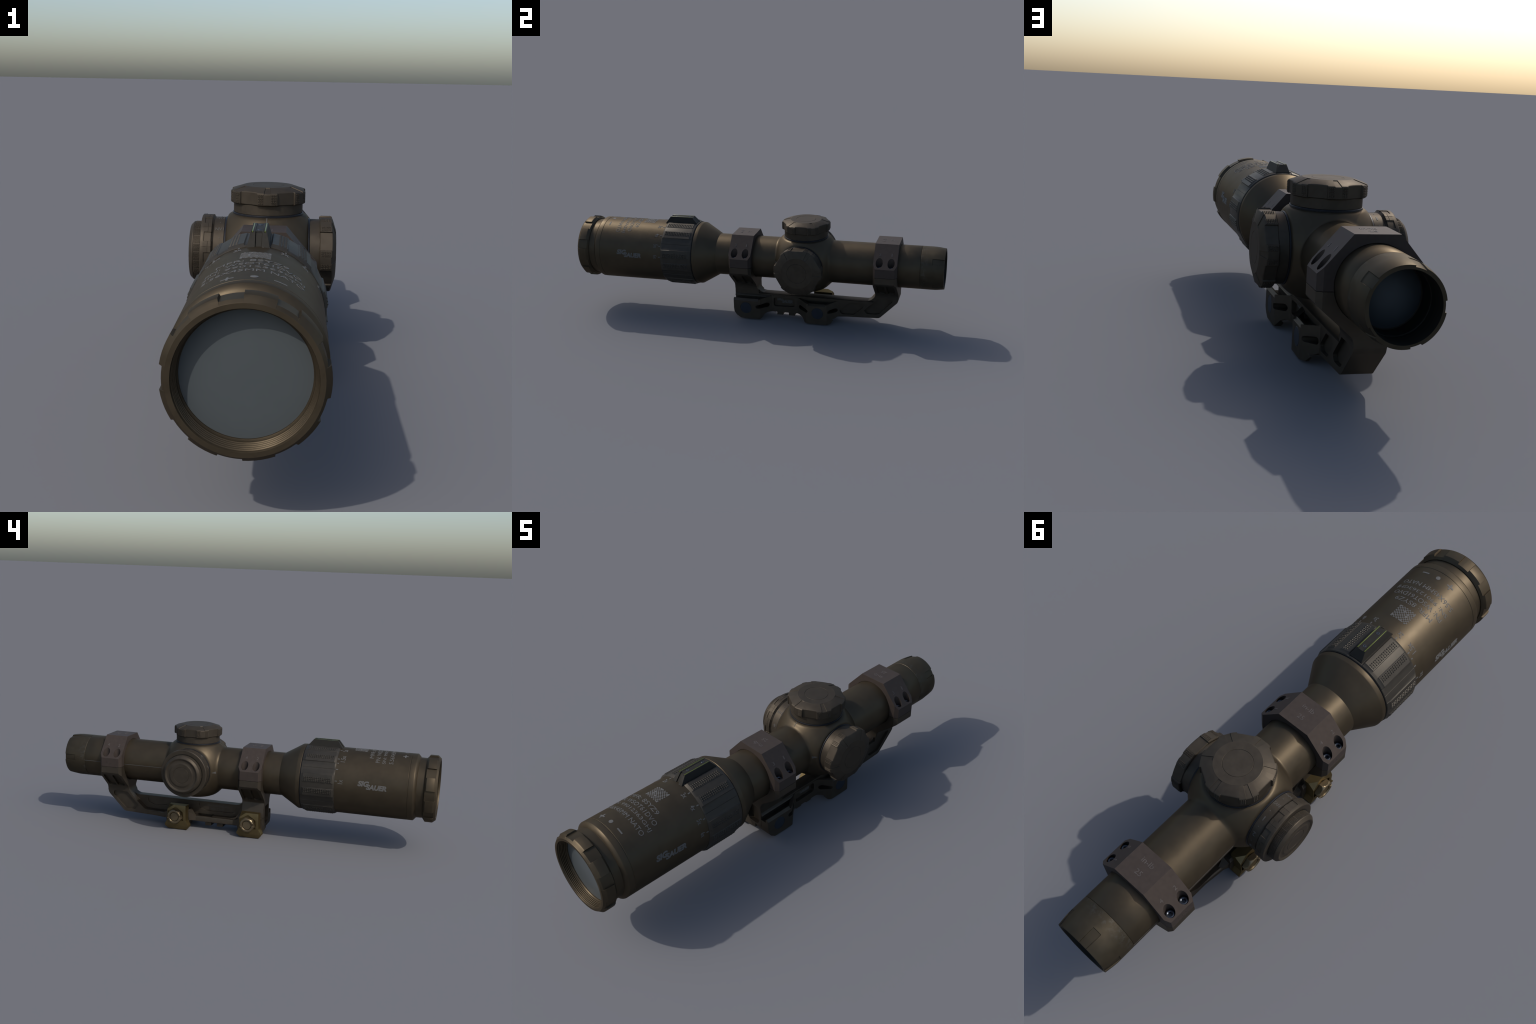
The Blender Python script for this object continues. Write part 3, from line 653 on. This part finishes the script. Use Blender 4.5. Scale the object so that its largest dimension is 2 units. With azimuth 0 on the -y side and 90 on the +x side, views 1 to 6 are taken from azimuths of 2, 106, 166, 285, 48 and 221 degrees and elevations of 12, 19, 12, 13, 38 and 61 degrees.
for a in (4.5, -48.5): bar(mk, a, -0.5125, -0.5055, 0.0050)
bar(mk, -17.0, -0.8450, -0.8180, 0.0056); bar(mk, -17.0, -0.8345, -0.8285, 0.0290)
bar(mk, 21.8, -0.8350, -0.8290, 0.0290)
V, F = shape_poly([(0.5 + 0.5 * math.cos(t), 0.5 + 0.5 * math.sin(t)) for t in np.linspace(0, 2 * math.pi, 25)[:-1]])
V, F = fine(V, F, 0.0175, 0.0175, 0.006); mk.add(V, F, on_barrel(2.6 - 0.0175 / 2 / RE / D2R, -0.8400, 'round', RE))
mk.build('barrel_lettering', M['print'], eye)

# plain stand-in for the square code: staggered rows of short dashes
mk = Marks()
rng = random.Random(3)
for j in range(12):
    for i in range(12):
        if (i + j) % 2 == 0 or rng.random() < 0.12:
            V, F = shape_poly([(0, 0), (1, 0), (1, 1), (0, 1)]); V, F = fine(V, F, 0.0059, 0.0053, 0.02)
            mk.add(V, F, on_barrel(-12.3 + i * 2.05, -0.6405 + j * 0.0054, 'round', RE))
mk.build('square_mark', M['print'], eye)

mk = Marks()
for side, a_top, mode, y_sig in ((-1, -75.2, 'along-', -0.6180), (1, 75.2, 'along+', -0.7580)):
    dirn = -1 if mode == 'along-' else 1
    h = 0.0275; base = a_top + side * h / RE / D2R
    put(mk, 'SIG', 0.0560, h, on_barrel(base, y_sig, mode, RE), bold=0.055, shear=0.20)
    base2 = a_top + side * (h + 0.0140) / RE / D2R
    put(mk, 'SAUER', 0.1010, 0.0265, on_barrel(base2, y_sig + dirn * 0.0425, mode, RE), bold=0.055, shear=0.20)
mk.build('maker_lettering', M['print'], eye)

# scribed line along the tube, index marks beside the turrets
mk = Marks()
V, F = shape_poly([(0, 0), (1, 0), (1, 1), (0, 1)])
for y0, y1 in ((0.773, 0.884), (0.425, 0.647)):
    V2, F2 = fine(V, F, 0.0022, y1 - y0, 0.05); mk.add(V2, F2, on_barrel(-94.0, y0, 'round', 0.1105 + GROW))
mk.build('scribed_line', M['print_dim'], tube)
mk = Marks()
def on_saddle(a0, yb):
    def fn(p):
        u, v, h = p; a = a0 * D2R + u / 0.137; yy = yb + v
        r = float(tube_radius(np.array([yy]), np.array([a]))[0]) + GROW + (0.0009 if h > 1e-4 else -0.001)
        return (X0 + r * math.sin(a), yy, Z0 + r * math.cos(a))
    return fn
V, F = shape_poly([(-0.5, 0), (0.5, 0), (0.0, 1)])
for a in (-90.8, 84.0):
    V2, F2 = fine(V, F, 0.0140, 0.0190, 0.004); mk.add(V2, F2, on_saddle(a, 0.1300))
V, F = shape_poly([(-0.5, 0), (0.5, 0), (0.5, 1), (-0.5, 1)])
V2, F2 = fine(V, F, 0.0028, 0.0190, 0.004); mk.add(V2, F2, on_saddle(0.0, 0.1330))
mk.build('index_mark', M['print_dim'], tube)

# dial numbers
mk = Marks()
def on_dialring(ang, xoff, r=0.1146):
    def fn(p):
        u, v, h = p; a = ang * D2R + v / r; rr = r + (EPS if h > 1e-4 else -0.001)
        return (xoff + u, YT + rr * math.sin(a), Z0 + rr * math.cos(a))
    return fn
names = ['1', '2', '3', '4', '5', '6', '7', '8', '9', 'NV1', 'NV2']
for k, s in enumerate(names):
    c = P0 + PER / 2 + PER * k
    w, h = (0.0270, 0.0125) if len(s) > 1 else ((0.0040, 0.0165) if s == '1' else (0.0120, 0.0165))
    put(mk, s, w, h, on_dialring(c - h / 2 / 0.1146 / D2R, -0.1415 - w / 2), bold=0.008)
    V, F = shape_poly([(0.5 * math.cos(t), 0.5 * math.sin(t)) for t in np.linspace(0, 2 * math.pi, 11)[:-1]])
    V2, F2 = fine(V, F, 0.0036, 0.0036, 0.01); mk.add(V2, F2, on_dialring(P0 + PER * k, -0.1410))
mk.build('dial_lettering', M['print_dim'], dial)

# torque figures and screw order numbers on the ring caps
slope_n = Vector((0.4712 - 0.364, 0, 0.158 - 0.065)).normalized()
for yc, cap in zip(RINGS, ring_caps):
    mk = Marks()
    put(mk, 'in-lb', 0.0490, 0.0180, on_plane((X0 + 0.0250, yc - 0.014, 0.4712), (-1, 0, 0), (0, -1, 0), (0, 0, 1)))
    put(mk, '25', 0.0250, 0.0180, on_plane((X0 + 0.0125, yc + 0.028, 0.4712), (-1, 0, 0), (0, -1, 0), (0, 0, 1)))
    for s, digits in ((-1, ('2', '4')), (1, ('1', '3'))):
        u = Vector((0, s, 0)) ; v = Vector((-s * (0.158 - 0.065), 0, 0.4712 - 0.364)).normalized(); nn = Vector((s * slope_n.x, 0, slope_n.z))
        o0 = Vector((X0 + s * 0.158, 0, 0.364)) + v * 0.074
        for d, dy in zip(digits, (-0.030, 0.030) if s < 0 else (0.030, -0.030)):
            w = 0.011 if d != '1' else 0.005
            put(mk, d, w, 0.0165, on_plane(o0 + Vector((0, yc + dy, 0)) - u * w / 2, u, v, nn))
    mk.build('ring_lettering', M['print_ring'], cap)
    mk = Marks()
    V, F = shape_poly([(0.5 * math.cos(t), 0.5 * math.sin(t)) for t in np.linspace(0, 2 * math.pi, 11)[:-1]])
    for i in (-1, 0, 1):
        V2, F2 = fine(V, F, 0.005, 0.005, 0.01); mk.add(V2, F2, on_plane((X0 - 0.158, yc + i * 0.016, 0.337), (0, -1, 0), (0, 0, 1), (-1, 0, 0)))
    mk.build('ring_dot', M['mount'], cap)

mk = Marks()
put(mk, 'SIG', 0.0330, 0.0190, on_plane((0.0455, 0.1100, 0.0990), (0, 1, 0), (0, 0, 1), (1, 0, 0)), bold=0.055, shear=0.20)
put(mk, 'SAUER', 0.0600, 0.0185, on_plane((0.0455, 0.1390, 0.0870), (0, 1, 0), (0, 0, 1), (1, 0, 0)), bold=0.055, shear=0.20)
mk.build('mount_lettering', M['print_dim'], mount)
mk = Marks()
put(mk, 'P/N WSOM030DVO', 0.1150, 0.0110, on_plane((XP_ + 0.006, 0.2080, 0.1150), (0, -1, 0), (0, 0, 1), (-1, 0, 0)))
put(mk, '30mm X 1.535"', 0.0800, 0.0110, on_plane((XP_ + 0.006, 0.1930, 0.0975), (0, -1, 0), (0, 0, 1), (-1, 0, 0)))
mk.build('part_number', M['print_faint'], mount)

for o in list(bpy.data.objects):
    if o.name.startswith('helper'): bpy.data.objects.remove(o)
